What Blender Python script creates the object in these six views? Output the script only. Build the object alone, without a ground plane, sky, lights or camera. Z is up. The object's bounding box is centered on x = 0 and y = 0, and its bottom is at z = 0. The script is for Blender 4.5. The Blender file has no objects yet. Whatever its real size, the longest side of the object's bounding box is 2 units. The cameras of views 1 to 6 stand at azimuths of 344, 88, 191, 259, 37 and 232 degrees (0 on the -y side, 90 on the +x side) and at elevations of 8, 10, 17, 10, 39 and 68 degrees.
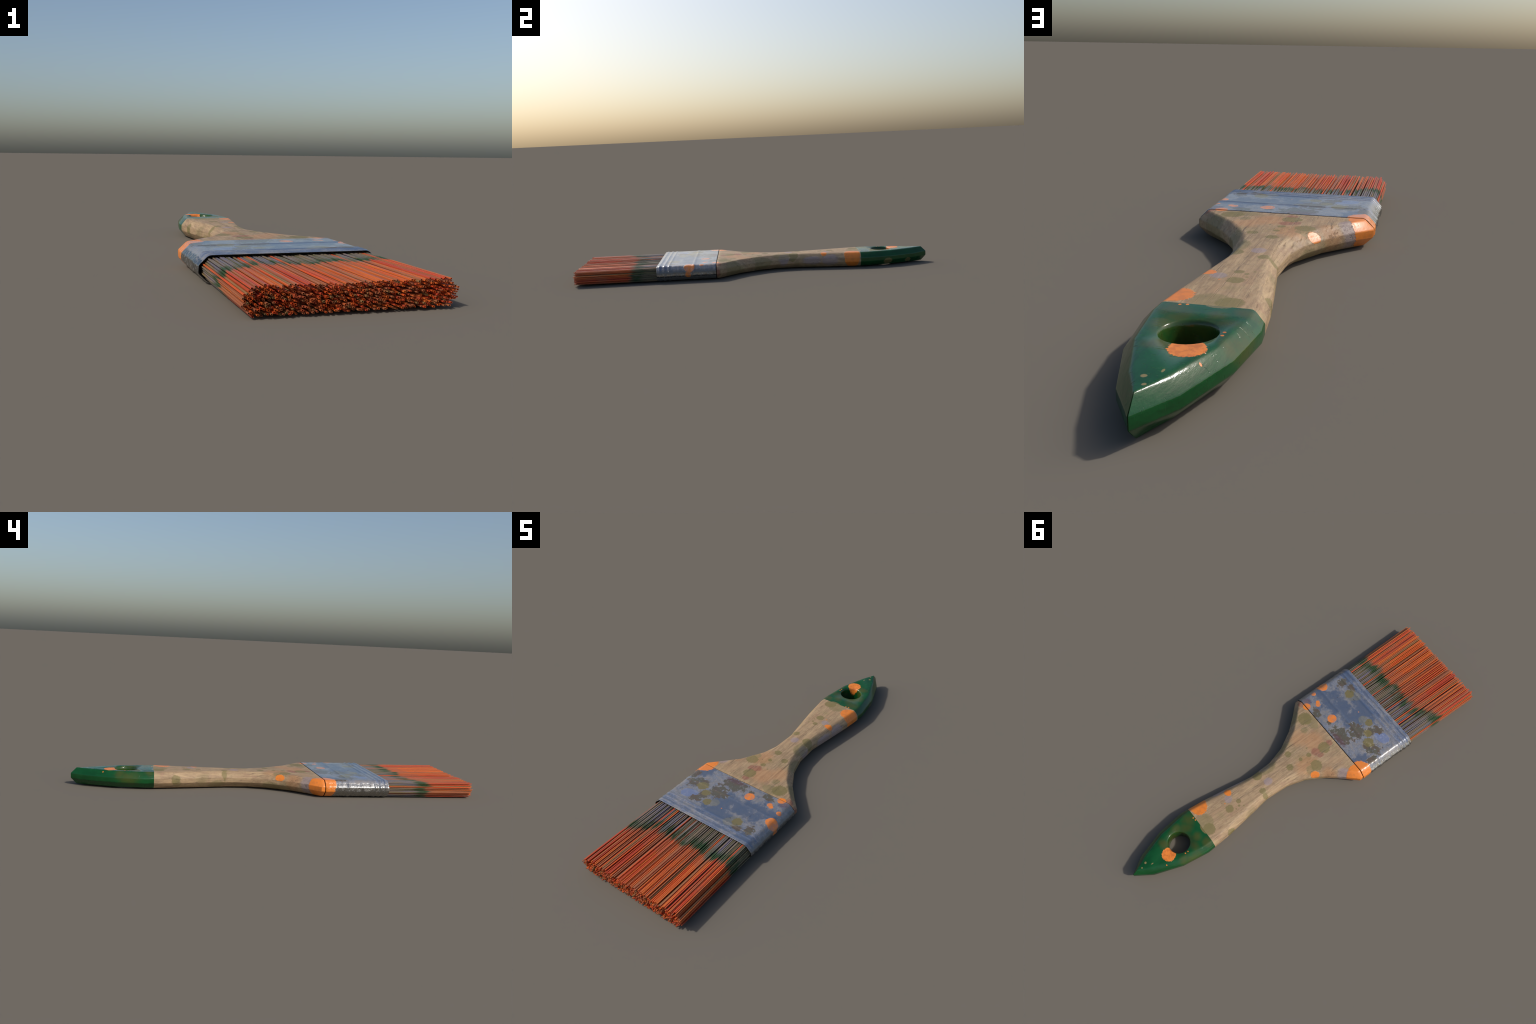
"""A well used flat paint brush lying on its back: beech handle with a green
dipped tip and hanging hole, paint-caked metal ferrule, stiff square bristles."""
import bpy, bmesh, math, random

# ------------------------------------------------------------------ sizes
X0 = -0.0022                      # the brush axis runs along y at this x
Z_LOW, Z_MID_A, Z_MID_B, Z_TOP = 0.0025, 0.031, 0.055, 0.0830
SEAM_Y = -0.2225                  # ferrule ends / wood begins
DIP_Y = 0.5985                    # green dip begins
FERRULE_FRONT = -0.546
BRISTLE_END = -0.998

# handle outline: (y of side edge, half width of side, y of flat edge, half width of flat)
HANDLE = [
    (-0.2600, 0.2740, -0.2600, 0.2450),
    (-0.2225, 0.2750, -0.2225, 0.2460),
    (-0.2010, 0.2745, -0.2040, 0.2450),
    (-0.1420, 0.2190, -0.1620, 0.2050),
    (-0.0720, 0.1600, -0.0880, 0.1360),
    (0.0250, 0.1040, 0.0310, 0.0690),
    (0.1190, 0.0765, 0.1230, 0.0440),
    (0.2420, 0.0705, 0.2280, 0.0460),
    (0.3800, 0.0925, 0.3800, 0.0670),
    (0.5000, 0.1100, 0.5000, 0.0840),
    (DIP_Y, 0.1190, DIP_Y, 0.0965),
]
TIP = [
    (DIP_Y, 0.1190, DIP_Y, 0.0965),
    (0.6400, 0.1225, 0.6400, 0.0975),
    (0.7770, 0.1040, 0.7820, 0.0770),
    (0.9180, 0.0550, 0.9050, 0.0335),
    (0.9990, 0.0010, 0.9710, 0.0008),
]
HOLE_C, HOLE_R = (X0 - 0.006, 0.7330), 0.0525


# ------------------------------------------------------------------ colour helpers
def srgb(r, g, b):
    f = lambda c: c / 12.92 if c <= 0.04045 else ((c + 0.055) / 1.055) ** 2.4
    return (f(r / 255), f(g / 255), f(b / 255), 1.0)


class Mat:
    """Small node-graph writer. Values are sockets; colours are tuples."""

    def __init__(self, name, world_position=False):
        self.m = bpy.data.materials.new(name)
        self.m.use_nodes = True
        self.t = self.m.node_tree
        self.t.nodes.clear()
        self.pos = (self.n('ShaderNodeNewGeometry').outputs['Position'] if world_position
                    else self.n('ShaderNodeTexCoord').outputs['Object'])

    def n(self, kind, **props):
        node = self.t.nodes.new(kind)
        for k, v in props.items():
            setattr(node, k, v)
        return node

    def put(self, sock, v):
        if isinstance(v, bpy.types.NodeSocket):
            self.t.links.new(v, sock)
        elif v is not None:
            sock.default_value = v

    def math(self, op, a, b=None, c=None, clamp=False):
        m = self.n('ShaderNodeMath', operation=op, use_clamp=clamp)
        for i, v in enumerate((a, b, c)):
            self.put(m.inputs[i], v)
        return m.outputs[0]

    def scaled(self, scale, loc=(0, 0, 0)):
        m = self.n('ShaderNodeMapping')
        self.put(m.inputs['Vector'], self.pos)
        m.inputs['Scale'].default_value = scale
        m.inputs['Location'].default_value = loc
        return m.outputs[0]

    def noise(self, scale=1.0, detail=4.0, rough=0.55, vec=None, stretch=None, seed=0.0, dist=0.0):
        if stretch:
            vec = self.scaled(stretch, (seed, seed * 1.7, seed * 0.6))
        elif seed:
            vec = self.scaled((1, 1, 1), (seed, seed * 1.7, seed * 0.6))
        t = self.n('ShaderNodeTexNoise')
        self.put(t.inputs['Vector'], vec or self.pos)
        t.inputs['Scale'].default_value = scale
        t.inputs['Detail'].default_value = detail
        t.inputs['Roughness'].default_value = rough
        t.inputs['Distortion'].default_value = dist
        return t.outputs['Fac']

    def step(self, v, lo, hi, to0=0.0, to1=1.0):
        r = self.n('ShaderNodeMapRange', interpolation_type='SMOOTHSTEP', clamp=True)
        self.put(r.inputs['Value'], v)
        r.inputs['From Min'].default_value = lo
        r.inputs['From Max'].default_value = hi
        r.inputs['To Min'].default_value = to0
        r.inputs['To Max'].default_value = to1
        return r.outputs[0]

    def mix(self, fac, a, b):
        m = self.n('ShaderNodeMix', data_type='RGBA')
        self.put(m.inputs['Factor'], fac)
        self.put(m.inputs[6], a)
        self.put(m.inputs[7], b)
        return m.outputs[2]

    def mul(self, *v):
        out = v[0]
        for w in v[1:]:
            out = self.math('MULTIPLY', out, w)
        return out

    def xyz(self):
        s = self.n('ShaderNodeSeparateXYZ')
        self.put(s.inputs[0], self.pos)
        return s.outputs

    def splashes(self, spots, ragged, amount=0.35, soft=0.06):
        """Mask that is 1 inside any of the drops (centre, radii), with ragged rims."""
        best = None
        for c, r in spots:
            rr = r if isinstance(r, tuple) else (r, r, 0.05)
            v = self.scaled(tuple(1 / q for q in rr), tuple(-p / q for p, q in zip(c, rr)))
            ln = self.n('ShaderNodeVectorMath', operation='LENGTH')
            self.put(ln.inputs[0], v)
            best = ln.outputs['Value'] if best is None else self.math('MINIMUM', best, ln.outputs['Value'])
        d = self.math('ADD', best, self.math('MULTIPLY', self.math('SUBTRACT', ragged, 0.5), amount))
        return self.step(d, 1 - soft, 1 + soft, 1.0, 0.0)

    def finish(self, color, rough=0.5, metal=0.0, bump=None, strength=0.3, distance=0.004, coat=0.0, spec=0.5,
               coat_rough=0.1):
        p = self.n('ShaderNodeBsdfPrincipled')
        self.put(p.inputs['Base Color'], color)
        self.put(p.inputs['Roughness'], rough)
        self.put(p.inputs['Metallic'], metal)
        self.put(p.inputs['Specular IOR Level'], spec)
        self.put(p.inputs['Coat Weight'], coat)
        p.inputs['Coat Roughness'].default_value = coat_rough
        if bump is not None:
            b = self.n('ShaderNodeBump')
            b.inputs['Strength'].default_value = strength
            b.inputs['Distance'].default_value = distance
            self.put(b.inputs['Height'], bump)
            self.put(p.inputs['Normal'], b.outputs[0])
        o = self.n('ShaderNodeOutputMaterial')
        self.t.links.new(p.outputs[0], o.inputs[0])
        return self.m


ORANGE_PAINT = srgb(228, 130, 48)
ORANGE_THIN = srgb(190, 124, 88)
OLIVE_PAINT = srgb(122, 110, 66)
T = 0.083


# ------------------------------------------------------------------ materials
def wood_material():
    m = Mat('worn_beech_wood')
    rag = m.noise(55, 3, 0.6)
    rag_fine = m.noise(160, 2, 0.6)
    rag_mid = m.noise(85, 4, 0.65, seed=71.0)
    fibre = m.noise(1, 6, 0.7, stretch=(85, 7, 75), dist=0.4)
    broad = m.noise(1, 4, 0.55, stretch=(26, 5, 26), seed=3.1)
    blot = m.noise(16, 4, 0.6, seed=7.3)
    col = m.mix(m.step(fibre, 0.30, 0.70), srgb(146, 120, 92), srgb(184, 157, 120))
    mott = m.noise(1, 5, 0.7, stretch=(70, 26, 70), seed=33.0)
    col = m.mix(m.mul(m.step(mott, 0.50, 0.66), 0.65), col, srgb(134, 112, 86))
    col = m.mix(m.mul(m.step(broad, 0.45, 0.7), 0.5), col, srgb(172, 138, 104))
    col = m.mix(m.mul(m.step(blot, 0.5, 0.72), 0.55), col, srgb(136, 112, 84))
    blot2 = m.noise(11, 4, 0.6, seed=17.9)
    col = m.mix(m.mul(m.step(blot2, 0.54, 0.7), 0.45), col, srgb(134, 122, 82))
    blot3 = m.noise(19, 3, 0.6, seed=29.4)
    col = m.mix(m.mul(m.step(blot3, 0.58, 0.72), 0.35), col, srgb(150, 112, 92))
    # old stains soaked into the wood
    tint = m.splashes([((0.085, -0.082, T), (0.04, 0.05, 0.03)), ((-0.06, -0.02, T), (0.05, 0.06, 0.03)),
                       ((0.02, -0.13, T), (0.06, 0.05, 0.03)), ((-0.165, -0.085, 0.06), (0.035, 0.035, 0.05))],
                      rag, 0.9, 0.45)
    col = m.mix(m.mul(tint, 0.35), col, srgb(190, 128, 78))
    red = m.splashes([((-0.030, -0.103, T), 0.023), ((-0.054, -0.112, T), 0.018), ((-0.030, -0.188, T), 0.018),
                      ((0.236, -0.214, T), (0.020, 0.020, 0.06)), ((0.272, -0.22, 0.03), 0.02)], rag, 0.6, 0.25)
    col = m.mix(m.mul(red, 0.55), col, srgb(132, 66, 58))
    lav = m.splashes([((-0.014, 0.193, T), (0.02, 0.022, 0.03)), ((0.029, 0.410, T), (0.02, 0.019, 0.03)),
                      ((-0.225, -0.145, 0.06), (0.05, 0.035, 0.06)), ((0.065, 0.16, 0.07), (0.025, 0.03, 0.05)),
                      ((0.105, 0.42, 0.05), (0.03, 0.05, 0.05)), ((0.088, 0.31, 0.05), (0.02, 0.06, 0.05))],
                     rag, 0.6, 0.2)
    col = m.mix(m.mul(lav, 0.5), col, srgb(146, 134, 146))
    faint = m.splashes([((-0.002, 0.570, T), (0.045, 0.038, 0.04)), ((-0.090, -0.020, T), 0.022),
                        ((0.104, -0.130, T), 0.018), ((0.05, 0.15, T), (0.03, 0.05, 0.04)),
                        ((0.125, -0.19, T), (0.05, 0.03, 0.03)), ((0.20, -0.13, 0.04), (0.05, 0.05, 0.06)),
                        ((0.10, 0.04, 0.05), (0.03, 0.06, 0.06)), ((-0.10, 0.01, 0.015), (0.04, 0.05, 0.03)),
                        ((-0.07, 0.29, 0.02), (0.02, 0.04, 0.025)), ((-0.105, 0.487, 0.03), (0.03, 0.02, 0.025))],
                       rag, 0.6, 0.12)
    col = m.mix(m.mul(faint, 0.6), col, srgb(130, 118, 78))
    olive = m.splashes([((-0.036, -0.151, T), 0.031), ((-0.091, -0.058, T), 0.030), ((-0.021, -0.063, T), 0.013),
                        ((-0.016, -0.014, T), 0.010), ((-0.018, 0.057, T), 0.018), ((0.045, 0.022, T), 0.017),
                        ((0.154, -0.173, T), 0.036), ((0.016, -0.076, T), 0.004), ((-0.039, 0.245, T), 0.017),
                        ((-0.009, 0.374, T), 0.0125), ((-0.016, 0.434, T), 0.020), ((-0.031, 0.386, T), 0.006),
                        ((-0.116, 0.492, 0.05), (0.022, 0.022, 0.03)), ((0.046, 0.219, T), (0.026, 0.026, 0.05)),
                        ((-0.045, 0.367, T), 0.004), ((-0.036, 0.408, T), 0.004), ((-0.042, 0.575, T), 0.030),
                        ((-0.064, 0.248, 0.075), 0.014), ((0.078, 0.209, 0.06), (0.02, 0.022, 0.02)),
                        # underside
                        ((0.05, -0.10, 0.0), (0.03, 0.03, 0.03)), ((-0.12, -0.15, 0.0), (0.025, 0.025, 0.02)),
                        ((-0.02, 0.33, 0.0), (0.022, 0.022, 0.02)), ((0.03, 0.52, 0.0), (0.02, 0.02, 0.02))],
                       rag_mid, 0.9, 0.08)
    col = m.mix(m.mul(olive, 0.8), col, OLIVE_PAINT)
    orange = m.splashes([((0.088, 0.551, 0.055), (0.054, 0.048, 0.056)), ((0.064, 0.391, 0.082), (0.024, 0.017, 0.019)),
                         ((-0.136, -0.018, 0.075), (0.030, 0.030, 0.024)),
                         ((-0.250, -0.208, 0.052), (0.058, 0.066, 0.064)), ((0.205, -0.225, T), 0.020),
                         ((0.020, 0.437, T), 0.003),
                         ((-0.07, -0.10, 0.0), (0.03, 0.03, 0.012)), ((0.02, 0.10, 0.0), (0.017, 0.017, 0.02))],
                        rag_fine, 0.38, 0.02)
    col = m.mix(orange, col, m.mix(m.step(rag, 0.45, 0.65), ORANGE_PAINT, srgb(212, 122, 52)))
    # dark pores and fine cracks along the grain
    crack = m.noise(1, 5, 0.7, stretch=(95, 3.2, 95), seed=11.0)
    dark = m.mul(m.step(crack, 0.585, 0.68), m.math('SUBTRACT', 1.0, orange), 0.6)
    col = m.mix(dark, col, srgb(92, 74, 58))
    pore = m.noise(1, 2, 0.5, stretch=(190, 60, 190), seed=5.0)
    col = m.mix(m.mul(m.step(pore, 0.66, 0.74), m.math('SUBTRACT', 1.0, orange), 0.5), col, srgb(88, 70, 58))
    h = m.math('ADD', m.mul(fibre, 0.6), m.mul(m.step(crack, 0.55, 0.7), -1.0))
    h = m.mul(h, m.math('SUBTRACT', 1.0, m.mul(orange, 0.85)))
    h = m.math('ADD', h, m.mul(orange, 0.9))
    h = m.math('ADD', h, m.mul(broad, 0.8))
    gloss = m.math('MAXIMUM', m.mul(orange, 0.75), m.mul(m.step(rag, 0.5, 0.6), 0.25))
    rough = m.math('SUBTRACT', 0.62, m.mul(gloss, 0.35))
    return m.finish(col, rough, 0, h, 0.5, 0.003, spec=0.45)


def green_material():
    m = Mat('green_lacquer_dip')
    rag = m.noise(60, 3, 0.6)
    rag_fine = m.noise(170, 2, 0.6)
    blot = m.noise(17, 4, 0.6, seed=2.2)
    streak = m.noise(1, 4, 0.6, stretch=(60, 6, 60), seed=1.0)
    col = m.mix(m.step(blot, 0.35, 0.65), srgb(8, 70, 30), srgb(14, 78, 36))
    col = m.mix(m.mul(m.step(streak, 0.5, 0.75), 0.5), col, srgb(10, 56, 24))
    moss = m.splashes([((0.031, 0.663, T), 0.026), ((0.055, 0.705, T), 0.022), ((-0.037, 0.645, T), 0.02),
                       ((0.028, 0.795, T), 0.02), ((-0.089, 0.621, T), 0.02), ((-0.10, 0.763, T), 0.022),
                       ((0.06, 0.63, T), 0.03), ((-0.07, 0.68, T), 0.02), ((-0.11, 0.72, 0.05), (0.03, 0.05, 0.03)),
                       ((0.0, 0.69, 0.04), (0.055, 0.03, 0.05)), ((0.04, 0.74, 0.04), (0.025, 0.03, 0.04))],
                      blot, 2.2, 0.8)
    col = m.mix(m.mul(moss, 0.42), col, srgb(92, 78, 24))
    olive = m.splashes([((0.107, 0.758, 0.022), (0.03, 0.026, 0.022)), ((0.056, 0.880, 0.02), (0.03, 0.018, 0.014)),
                        ((-0.026, 0.598, T), (0.026, 0.011, 0.03))], rag_fine, 0.5, 0.08)
    col = m.mix(m.mul(olive, 0.85), col, srgb(120, 108, 66))
    orange = m.splashes([((-0.030, 0.806, 0.078), (0.035, 0.034, 0.050)), ((0.053, 0.606, T), 0.0035),
                         ((0.038, 0.603, T), 0.0035), ((-0.066, 0.843, T), (0.003, 0.003, 0.02)), ((-0.078, 0.842, T), (0.0035, 0.0035, 0.02)),
                         ((-0.073, 0.738, T), 0.0035), ((-0.073, 0.723, T), 0.0035), ((0.0965, 0.594, 0.06), (0.03, 0.006, 0.03))],
                        rag_fine, 0.40, 0.03)
    col = m.mix(orange, col, m.mix(m.step(rag, 0.45, 0.6), ORANGE_PAINT, srgb(206, 112, 42)))
    nick = m.splashes([((0.003, 0.919, T), 0.0055), ((-0.008, 0.946, T), 0.004), ((-0.02, 0.895, T), (0.0025, 0.006, 0.05))],
                      rag_fine, 0.4, 0.25)
    col = m.mix(m.mul(nick, 0.8), col, srgb(150, 130, 84))
    h = m.math('ADD', m.mul(streak, 1.0), m.mul(orange, 0.7))
    h = m.math('ADD', h, m.mul(blot, 0.6))
    rough = m.math('ADD', 0.16, m.mul(orange, 0.25))
    scratch = m.noise(1, 3, 0.7, stretch=(34, 150, 34), seed=19.0)
    h = m.math('ADD', h, m.mul(m.step(scratch, 0.62, 0.70), -0.5))
    return m.finish(col, rough, 0, h, 0.30, 0.003, spec=0.5)


def ferrule_material():
    m = Mat('paint_caked_steel')
    x, y, z = m.xyz()
    rag = m.noise(45, 4, 0.65)
    rag_fine = m.noise(170, 3, 0.6)
    speck = m.noise(420, 2, 0.6)
    rag_mid = m.noise(85, 4, 0.65, seed=71.0)
    cloud = m.noise(24, 8, 0.74, seed=4.4)
    streak = m.noise(1, 4, 0.6, stretch=(10, 120, 10), seed=9.0)
    blue = srgb(73, 88, 112)
    grey = m.mix(m.step(rag, 0.40, 0.60), srgb(124, 126, 132), srgb(142, 136, 130))
    zone = m.splashes([((0.19, -0.335, T), (0.06, 0.05, 0.04)), ((0.10, -0.37, T), (0.11, 0.055, 0.04)),
                       ((0.01, -0.38, T), (0.06, 0.06, 0.04)), ((0.03, -0.455, T), (0.09, 0.04, 0.04)),
                       ((-0.20, -0.27, T), (0.03, 0.04, 0.04)), ((0.22, -0.51, T), (0.05, 0.03, 0.04))],
                      cloud, 4.5, 0.45)
    # greyish film with speckle over the blue coat
    film = m.math('ADD', m.mul(cloud, 0.6), m.mul(speck, 0.4))
    film = m.step(film, 0.36, 0.50)
    col = m.mix(m.mul(film, m.math('SUBTRACT', 1.0, m.mul(zone, 0.8)), 0.95), blue, grey)
    # blue brush strokes in the grooves of the front rim
    rim = m.mul(m.step(y, -0.46, -0.485), m.step(streak, 0.40, 0.60), 0.75)
    col = m.mix(rim, col, srgb(78, 95, 124))
    crust = m.noise(48, 6, 0.72, seed=61.0)
    pale = m.noise(30, 5, 0.75, seed=21.0)
    edge = m.math('ABSOLUTE', m.math('SUBTRACT', pale, 0.52))
    col = m.mix(m.mul(m.step(edge, 0.020, 0.004), m.math('SUBTRACT', 1.0, zone), 0.6), col, srgb(154, 158, 172))
    brown = m.splashes([((-0.033, -0.262, T), (0.056, 0.042, 0.03)), ((-0.068, -0.340, T), 0.044), ((-0.110, -0.400, T), 0.026),
                        ((-0.032, -0.350, T), 0.024), ((-0.131, -0.434, T), (0.034, 0.022, 0.03)),
                        ((-0.205, -0.355, T), 0.030), ((-0.235, -0.305, T), (0.02, 0.03, 0.03)),
                        ((0.205, -0.468, T), (0.022, 0.03, 0.03)), ((0.150, -0.485, T), (0.03, 0.014, 0.03)),
                        ((0.145, -0.245, T), (0.03, 0.02, 0.03)), ((-0.17, -0.33, T), (0.03, 0.02, 0.03)),
                        ((0.06, -0.262, T), (0.014, 0.014, 0.03))],
                       crust, 3.4, 0.12)
    col = m.mix(m.mul(brown, 0.95), col, m.mix(m.step(cloud, 0.42, 0.6), srgb(96, 80, 62), srgb(92, 88, 70)))
    flake = m.noise(60, 5, 0.75, seed=31.0)
    col = m.mix(m.mul(brown, m.step(flake, 0.60, 0.64)), col, srgb(150, 158, 176))
    plum = m.splashes([((0.228, -0.243, T), (0.022, 0.02, 0.04)), ((-0.05, -0.24, T), (0.05, 0.012, 0.04))], rag, 1.2, 0.4)
    col = m.mix(m.mul(plum, 0.55), col, srgb(96, 62, 70))
    lav = m.splashes([((-0.182, -0.432, T), (0.032, 0.028, 0.03)), ((-0.158, -0.415, T), (0.024, 0.016, 0.03))],
                     rag, 1.2, 0.05)
    col = m.mix(lav, col, m.mix(m.step(cloud, 0.45, 0.6), srgb(112, 123, 154), srgb(134, 140, 158)))
    faint = m.splashes([((0.094, -0.475, T), 0.024), ((-0.034, -0.415, T), 0.024), ((0.12, -0.455, T), 0.034)], rag, 0.7, 0.15)
    col = m.mix(m.mul(faint, 0.5), col, srgb(128, 124, 104))
    olive = m.splashes([((0.128, -0.454, T), 0.024), ((-0.066, -0.429, T), 0.021), ((-0.109, -0.384, T), 0.021),
                        ((-0.152, -0.355, T), 0.027),
                        ((0.12, -0.40, 0.0), (0.03, 0.03, 0.02)), ((-0.10, -0.33, 0.0), (0.03, 0.025, 0.02))],
                       rag_mid, 1.0, 0.08)
    col = m.mix(m.mul(olive, 0.95), col, OLIVE_PAINT)
    # bare metal on the rounded flanks, rubbed through in ragged patches
    ragz = m.math('ADD', z, m.mul(m.math('SUBTRACT', rag, 0.5), 0.016))
    bare_l = m.mul(m.step(x, -0.240, -0.258), m.step(ragz, 0.0740, 0.0670))
    bare_r = m.mul(m.step(x, 0.262, 0.272), m.step(ragz, 0.048, 0.040))
    bare = m.math('MAXIMUM', bare_l, bare_r)
    dirt = m.noise(70, 4, 0.65, seed=13.0)
    bare = m.mul(bare, m.step(dirt, 0.59, 0.55))
    steel = m.mix(m.step(rag_fine, 0.35, 0.7), srgb(150, 150, 148), srgb(178, 177, 174))
    grime = m.mul(m.math('SUBTRACT', 1.0, bare), m.step(ragz, 0.070, 0.060))
    col = m.mix(m.mul(grime, 0.7), col, srgb(98, 94, 84))
    col = m.mix(bare, col, steel)
    orange = m.splashes([((0.252, -0.367, 0.070), (0.034, 0.030, 0.030)), ((0.243, -0.301, T), 0.012),
                         ((0.178, -0.280, T), 0.013), ((0.190, -0.288, T), 0.011), ((0.205, -0.225, T), 0.020),
                         ((0.070, -0.288, T), 0.024), ((0.016, -0.425, T), 0.0032),
                         ((0.277, -0.375, 0.035), (0.02, 0.016, 0.02)),
                         ((-0.250, -0.214, 0.056), (0.062, 0.066, 0.066)),
                         ((0.05, -0.35, 0.0), (0.022, 0.022, 0.02)), ((-0.18, -0.46, 0.0), (0.016, 0.016, 0.02))],
                        rag_fine, 0.36, 0.03)
    worn = m.noise(38, 3, 0.6, seed=41.0)
    worn = m.mul(m.step(worn, 0.45, 0.56), m.step(x, -0.1, 0.0), 0.8)
    col = m.mix(orange, col, m.mix(worn, ORANGE_PAINT, ORANGE_THIN))
    not_orange = m.math('SUBTRACT', 1.0, orange)
    metal = m.math('MAXIMUM', m.mul(bare, not_orange), m.mul(film, not_orange, 0.12))
    pit = m.noise(75, 3, 0.6, seed=51.0)
    pits = m.mul(m.step(pit, 0.685, 0.71), not_orange)
    col = m.mix(m.mul(pits, 0.8), col, srgb(60, 56, 52))
    h = m.math('ADD', m.mul(film, 0.25), m.mul(brown, -0.5))
    h = m.math('ADD', h, m.mul(lav, 0.5))
    h = m.math('ADD', h, m.mul(pits, -1.0))
    h = m.math('ADD', h, m.mul(rag, 0.5))
    h = m.math('ADD', h, m.mul(orange, 0.6))
    h = m.math('ADD', h, m.mul(dirt, 0.7))
    rough = m.math('SUBTRACT', 0.28, m.mul(bare, 0.04))
    rough = m.math('SUBTRACT', rough, m.mul(orange, 0.06))
    return m.finish(col, rough, metal, m.mul(h, m.math('SUBTRACT', 1.0, m.mul(bare, 0.55))), 0.4, 0.003, spec=0.6,
                    coat=m.mul(m.math('SUBTRACT', 1.0, bare), 0.6), coat_rough=0.22)


def cavity_material():
    m = Mat('dark_ferrule_inside')
    g = m.noise(90, 3, 0.6)
    return m.finish(m.mix(g, (0.006, 0.006, 0.006, 1), (0.012, 0.011, 0.010, 1)), 0.9, spec=0.1)


def bristle_material(kind, tip_a, tip_b, root_a, root_b, stray=0.0):
    """One coat of dried paint: tip colours, a soiled green band, root colours."""
    m = Mat('paint_stiffened_bristle_' + kind, world_position=True)
    x, y, z = m.xyz()
    along = m.noise(1, 3, 0.55, stretch=(90, 5, 90), seed=0.7)
    patch = m.noise(1, 3, 0.55, stretch=(12, 7, 12), seed=3.0)
    tip = m.mix(m.step(along, 0.36, 0.64), tip_a, tip_b)
    tip = m.mix(m.mul(m.step(patch, 0.47, 0.62), 0.55), tip, srgb(168, 100, 70))
    root = m.mix(m.step(along, 0.36, 0.64), root_a, root_b)
    lav_zone = m.splashes([((-0.17, -0.60, 0.05), (0.13, 0.10, 0.2)), ((0.17, -0.60, 0.05), (0.03, 0.05, 0.2))],
                          patch, 1.6, 0.4)
    root = m.mix(m.mul(lav_zone, m.step(along, 0.45, 0.60), 0.6), root, srgb(118, 112, 138))
    # wandering green band where the dried paint ends
    wander = m.noise(1, 3, 0.6, stretch=(11, 0, 3), seed=8.0)
    bend = m.mul(m.step(x, -0.10, -0.27), -0.065)
    level = m.math('ADD', y, m.mul(m.math('SUBTRACT', wander, 0.5), 0.12))
    level = m.math('SUBTRACT', level, bend)
    level = m.math('ADD', level, m.mul(m.math('SUBTRACT', along, 0.5), 0.10))
    green = m.mul(m.step(level, -0.700, -0.670), m.step(level, -0.605, -0.650))
    spotty = m.noise(1, 2, 0.5, stretch=(26, 10, 8), seed=12.0)
    green = m.mul(green, m.step(spotty, 0.36, 0.58, 0.25, 1.0))
    to_root = m.mul(m.step(level, -0.705, -0.665), 1.0 - stray)
    col = m.mix(to_root, tip, root)
    col = m.mix(m.mul(green, 0.9 * (1 - 0.7 * stray)), col, srgb(38, 74, 40))
    return m.finish(col, 0.5, 0, m.noise(1, 3, 0.6, stretch=(300, 30, 300)), 0.12, 0.001, spec=0.35)


# ------------------------------------------------------------------ geometry helpers
def make_object(name, me, parent, mats):
    for mt in mats:
        me.materials.append(mt)
    ob = bpy.data.objects.new(name, me)
    bpy.context.scene.collection.objects.link(ob)
    ob.parent = parent
    return ob


def octagon(side, flat, y_side, y_flat, low, mid_a, mid_b, top, soft, seg=3):
    """Flattened octagon (corners softened) as (x, y, z) points, going round the brush."""
    c = [(flat, y_flat, top), (side, y_side, mid_b), (side, y_side, mid_a), (flat, y_flat, low),
         (-flat, y_flat, low), (-side, y_side, mid_a), (-side, y_side, mid_b), (-flat, y_flat, top)]
    pts = []
    for i, p in enumerate(c):
        a, b = c[i - 1], c[(i + 1) % 8]

        def toward(q):
            d = math.dist(p, q)
            k = min(soft if i in (0, 3, 4, 7) else soft * 0.45, d * 0.42) / max(d, 1e-9)
            return tuple(p[j] + (q[j] - p[j]) * k for j in range(3))
        s, e = toward(a), toward(b)
        for k in range(seg + 1):
            t = k / seg
            w = ((1 - t) ** 2, 2 * t * (1 - t), t ** 2)
            pts.append(tuple(w[0] * s[j] + w[1] * p[j] + w[2] * e[j] for j in range(3)))
    return [(q[0] + X0, q[1], q[2]) for q in pts]


def loft(rings, cap_a, cap_b):
    bm = bmesh.new()
    vs = [[bm.verts.new(p) for p in r] for r in rings]
    n = len(rings[0])
    for r in range(len(rings) - 1):
        for i in range(n):
            j = (i + 1) % n
            bm.faces.new((vs[r][i], vs[r][j], vs[r + 1][j], vs[r + 1][i]))
    if cap_a:
        bm.faces.new(vs[0])
    if cap_b:
        bm.faces.new(list(reversed(vs[-1])))
    return bm


def smooth(bm, me, angle=32):
    bmesh.ops.recalc_face_normals(bm, faces=bm.faces)
    for f in bm.faces:
        f.smooth = True
    bm.to_mesh(me)
    bm.free()
    me.set_sharp_from_angle(angle=math.radians(angle))


def finer(stations, parts=1):
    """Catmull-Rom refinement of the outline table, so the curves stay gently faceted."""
    out = []
    for i in range(len(stations) - 1):
        p0 = stations[max(i - 1, 0)]
        p1, p2 = stations[i], stations[i + 1]
        p3 = stations[min(i + 2, len(stations) - 1)]
        for k in range(parts):
            t = k / parts
            cr = tuple(0.5 * (2 * b + (c - a) * t + (2 * a - 5 * b + 4 * c - d) * t * t
                              + (3 * b - a - 3 * c + d) * t ** 3) for a, b, c, d in zip(p0, p1, p2, p3))
            lin = tuple(b + (c - b) * t for b, c in zip(p1, p2))
            out.append(tuple(0.45 * u + 0.55 * v for u, v in zip(cr, lin)))
    out.append(stations[-1])
    return out


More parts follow.
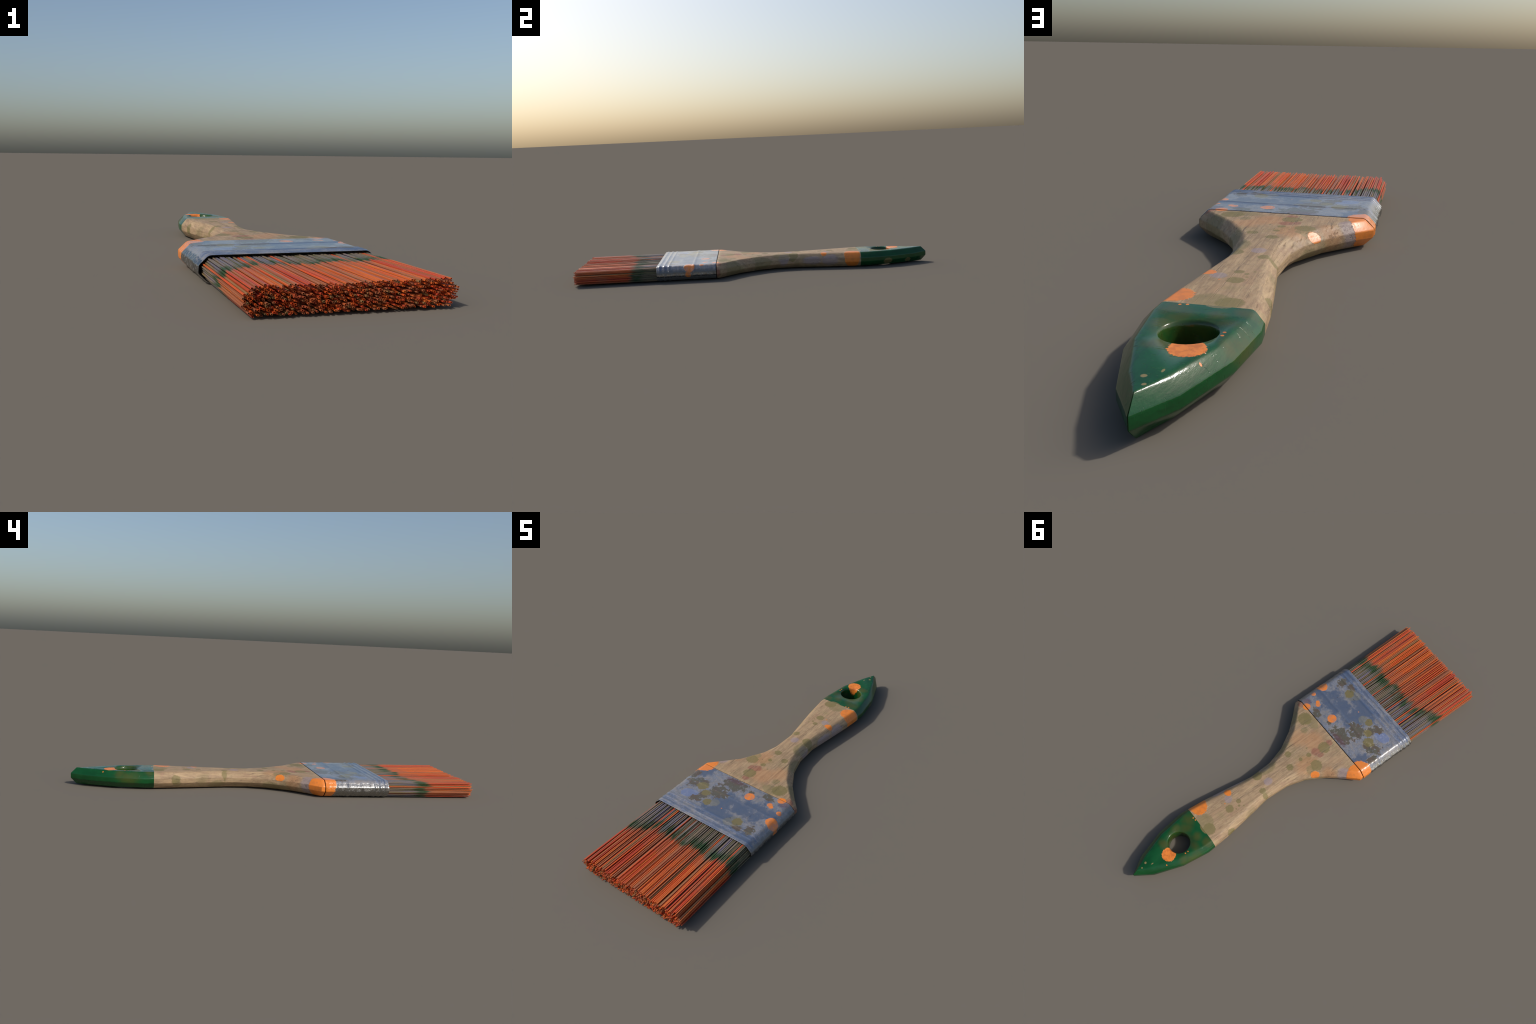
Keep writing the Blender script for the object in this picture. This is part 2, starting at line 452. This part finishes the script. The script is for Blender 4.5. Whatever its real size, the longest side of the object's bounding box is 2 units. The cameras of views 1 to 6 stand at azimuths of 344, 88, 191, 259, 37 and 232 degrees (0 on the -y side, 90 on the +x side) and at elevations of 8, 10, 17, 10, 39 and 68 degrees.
def body_rings(stations, soft):
    return [octagon(side, flat, ys, yf, Z_LOW, Z_MID_A, Z_MID_B, Z_TOP, soft) for ys, side, yf, flat in stations]


# ------------------------------------------------------------------ build
wood, green, steel = wood_material(), green_material(), ferrule_material()
cavity = cavity_material()
OLIVE_ROOT, GREY_ROOT, DUN_ROOT = srgb(104, 100, 74), srgb(124, 112, 102), srgb(134, 112, 78)
COATS = [  # (share, material)
    (0.39, bristle_material('orange', srgb(198, 88, 42), srgb(206, 106, 48), OLIVE_ROOT, GREY_ROOT)),
    (0.20, bristle_material('red', srgb(184, 70, 44), srgb(194, 82, 46), GREY_ROOT, OLIVE_ROOT)),
    (0.24, bristle_material('dull', srgb(160, 92, 64), srgb(170, 106, 68), DUN_ROOT, GREY_ROOT)),
    (0.07, bristle_material('tan', srgb(134, 108, 70), srgb(152, 116, 76), DUN_ROOT, OLIVE_ROOT)),
    (0.10, bristle_material('bright', srgb(212, 98, 40), srgb(212, 78, 40), OLIVE_ROOT, DUN_ROOT, stray=0.9)),
]

brush = bpy.data.objects.new('paintbrush', None)
bpy.context.scene.collection.objects.link(brush)
brush['label'] = 'worn flat paintbrush with orange bristles and paint splashes'
brush['category'] = 'paint brush'

# wooden handle: from inside the ferrule to the dip line
h_stations = [HANDLE[0], HANDLE[1]] + finer(HANDLE[1:])[1:]
rings = body_rings(h_stations, 0.008)


def shrunk(ring, y, d):
    zc = 0.5 * (Z_LOW + Z_TOP)
    return [(X0 + (x - X0) * (1 - d / 0.27), y, zc + (z - zc) * (1 - d / 0.041)) for x, _, z in ring]


GROOVE = 4                        # first rings: tenon and the dark groove beside the sleeve
rings = [shrunk(rings[0], -0.2600, 0.004), shrunk(rings[1], -0.2205, 0.004), shrunk(rings[1], -0.2190, 0.004),
         shrunk(rings[1], -0.2188, 0.0006)] + [shrunk(rings[1], -0.2170, 0.0)] + rings[2:]
bm = loft(rings, True, False)
for k, f in enumerate(bm.faces):
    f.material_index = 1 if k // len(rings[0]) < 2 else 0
me = bpy.data.meshes.new('handle')
smooth(bm, me, 40)
handle = make_object('handle', me, brush, [wood, cavity])

# green dipped tip with its hanging hole
t_st = finer(TIP)
bm = loft(body_rings(t_st, 0.008), True, True)
bmesh.ops.recalc_face_normals(bm, faces=bm.faces)
me = bpy.data.meshes.new('painted_tip')
bm.to_mesh(me)
bm.free()
tip = make_object('painted_tip', me, handle, [green])

cut = bmesh.new()
prof = [(0.0640, 0.0900), (0.0590, Z_TOP), (0.0560, Z_TOP - 0.0025), (0.0538, Z_TOP - 0.007), (HOLE_R, Z_TOP - 0.014),
        (HOLE_R, Z_LOW + 0.014), (0.0538, Z_LOW + 0.007), (0.0560, Z_LOW + 0.0025), (0.0590, Z_LOW), (0.0640, -0.005)]
N = 28
rings = [[(HOLE_C[0] + r * math.cos(2 * math.pi * i / N), HOLE_C[1] + r * math.sin(2 * math.pi * i / N), z)
          for i in range(N)] for r, z in prof]
cut = loft(rings, True, True)
bmesh.ops.recalc_face_normals(cut, faces=cut.faces)
cme = bpy.data.meshes.new('hole_cutter')
cut.to_mesh(cme)
cut.free()
cutter = bpy.data.objects.new('hole_cutter', cme)
bpy.context.scene.collection.objects.link(cutter)
mod = tip.modifiers.new('hole', 'BOOLEAN')
mod.operation, mod.solver, mod.object = 'DIFFERENCE', 'EXACT', cutter
dg = bpy.context.evaluated_depsgraph_get()
bm = bmesh.new()
bm.from_object(tip, dg)
tip.modifiers.clear()
bpy.data.objects.remove(cutter)
# the cap at the dip line lies inside the wood: drop it so the border simply meets the handle
flat_cap = [f for f in bm.faces if all(abs(v.co.y - DIP_Y) < 1e-5 for v in f.verts)]
bmesh.ops.delete(bm, geom=flat_cap, context='FACES')
smooth(bm, tip.data, 40)

# ferrule: an octagonal sleeve with pressed ridges, open at both ends
def ridge(y):
    e = 0.0
    for c, w, hgt in ((-0.5300, 0.0060, 0.0024), (-0.5040, 0.0060, 0.0024), (-0.4775, 0.0060, 0.0022),
                      (-0.3430, 0.0075, 0.0018)):
        e += hgt * math.exp(-((y - c) / w) ** 2)
    return e


def sleeve_ring(y, o, wobble=0.0):
    rng = octagon(0.2775 + o, 0.2485 + o * 0.5, y, y, Z_LOW - o, 0.0315, 0.0545, 0.0843 + o, 0.011, 6)
    return [(x + wobble * math.sin(190 * yy + 60 * z) * math.sin(70 * yy + 2), yy, z) for x, yy, z in rng]


ys = [FERRULE_FRONT + (SEAM_Y - FERRULE_FRONT) * i / 120 for i in range(121)]
outer = [sleeve_ring(y, ridge(y) - (0.0012 if i in (0, 120) else 0.0), 0.0009) for i, y in enumerate(ys)]
inner_b = [sleeve_ring(SEAM_Y, -0.0040), sleeve_ring(SEAM_Y - 0.03, -0.0042)]
inner_f = [sleeve_ring(FERRULE_FRONT + 0.075, -0.0042), sleeve_ring(FERRULE_FRONT, -0.0032)]
bm = loft(inner_f + outer + inner_b, True, True)     # plugged inside, so no daylight passes
per = len(outer[0])
for i, f in enumerate(bm.faces):
    row = i // per
    # rows: 0 inner front, 1 front lip, then outer rows, back lip, inner back, caps
    if row <= 1 or row >= 2 + 120:
        f.material_index = 1
me = bpy.data.meshes.new('ferrule')
smooth(bm, me, 38)
ferrule = make_object('ferrule', me, brush, [steel, cavity])

# bristles: stiff, hollow square rods packed at random inside the octagon
rng = random.Random(11)
ROD = 0.0044
BX = 0.004                       # the tuft leans a little to +x of the sleeve


def half_width(z):
    lo, hi, cham = 0.0050, 0.0755, 0.024
    d = min(z - lo, hi - z, cham)
    return 0.2500 + d


spots = []
tries = 0
GAP = 0.0064
while len(spots) < 580 and tries < 90000:
    tries += 1
    z = rng.uniform(0.0060, 0.0745)
    hw = half_width(z)
    x = BX + rng.uniform(-hw, hw)
    if all((x - a) ** 2 + (z - b) ** 2 > GAP * GAP for a, b in spots):
        spots.append((x, z))
# the rods that show largest (upper side and flanks) come first
spots.sort(key=lambda s: -(s[1] + 0.35 * max(0.0, abs(s[0]) - 0.24)))


def rod(bm, place, w):
    """Hollow square straw, open at both ends; place() maps (across, along 0..1, up) to space."""
    base = [(-w, -0.8 * w), (w, -0.8 * w), (w, 0.8 * w), (-w, 0.8 * w)]
    rows = [[bm.verts.new(place(a, t, b)) for a, b in base] for t in (0.0, 0.5, 1.0)]
    faces = []
    for r in range(2):
        for i in range(4):
            faces.append(bm.faces.new((rows[r][i], rows[r][(i + 1) % 4], rows[r + 1][(i + 1) % 4], rows[r + 1][i])))
    return faces


WIDTHS = (0.50, 0.56, 0.44)
rod_mesh = {}
for c, (share, coat) in enumerate(COATS):
    for k, w in enumerate(WIDTHS):
        bm = bmesh.new()
        rod(bm, lambda a, t, b: (a, -0.5 * t, b), ROD * w)
        me = bpy.data.meshes.new('bristle')
        bm.to_mesh(me)
        bm.free()
        me.materials.append(coat)
        rod_mesh[c, k] = me

START = FERRULE_FRONT + 0.07
bundle_bm = bmesh.new()
singles = []
for i, (x, z) in enumerate(spots):
    length = (START - BRISTLE_END) - rng.uniform(0, 0.010) * (1 if rng.random() < 0.8 else 1.8)
    roll = rng.uniform(-0.10, 0.10)
    root_x = 0.0 + (x - BX) * 0.972          # the tuft fans out a touch toward the tips
    yaw = rng.gauss(0, 0.0020) + (x - root_x) / length
    x = root_x
    pitch = rng.gauss(0, 0.0016)
    k = rng.randrange(3)
    c = rng.choices(range(len(COATS)), [q[0] for q in COATS])[0]
    if i < 300:
        singles.append((x, z, length, roll, yaw, pitch, c, k))
    else:
        low = ROD * 0.6 + 0.0012
        for f in rod(bundle_bm, lambda a, t, b: (x + a + t * length * yaw, START - t * length,
                                                  max(z + t * length * pitch, low) + b), ROD * WIDTHS[k]):
            f.material_index = c
me = bpy.data.meshes.new('bristle_bundle')
bundle_bm.to_mesh(me)
bundle_bm.free()
bundle = make_object('bristle_bundle', me, brush, [q[1] for q in COATS])
bundle['kind'] = 'stuff'
for x, z, length, roll, yaw, pitch, c, k in singles:
    ob = bpy.data.objects.new('bristle', rod_mesh[c, k])
    bpy.context.scene.collection.objects.link(ob)
    ob.parent = bundle
    ob.location = (x, START, z)
    ob.rotation_euler = (-pitch, roll, yaw)
    ob.scale = (1.0, length / 0.5, 1.0)
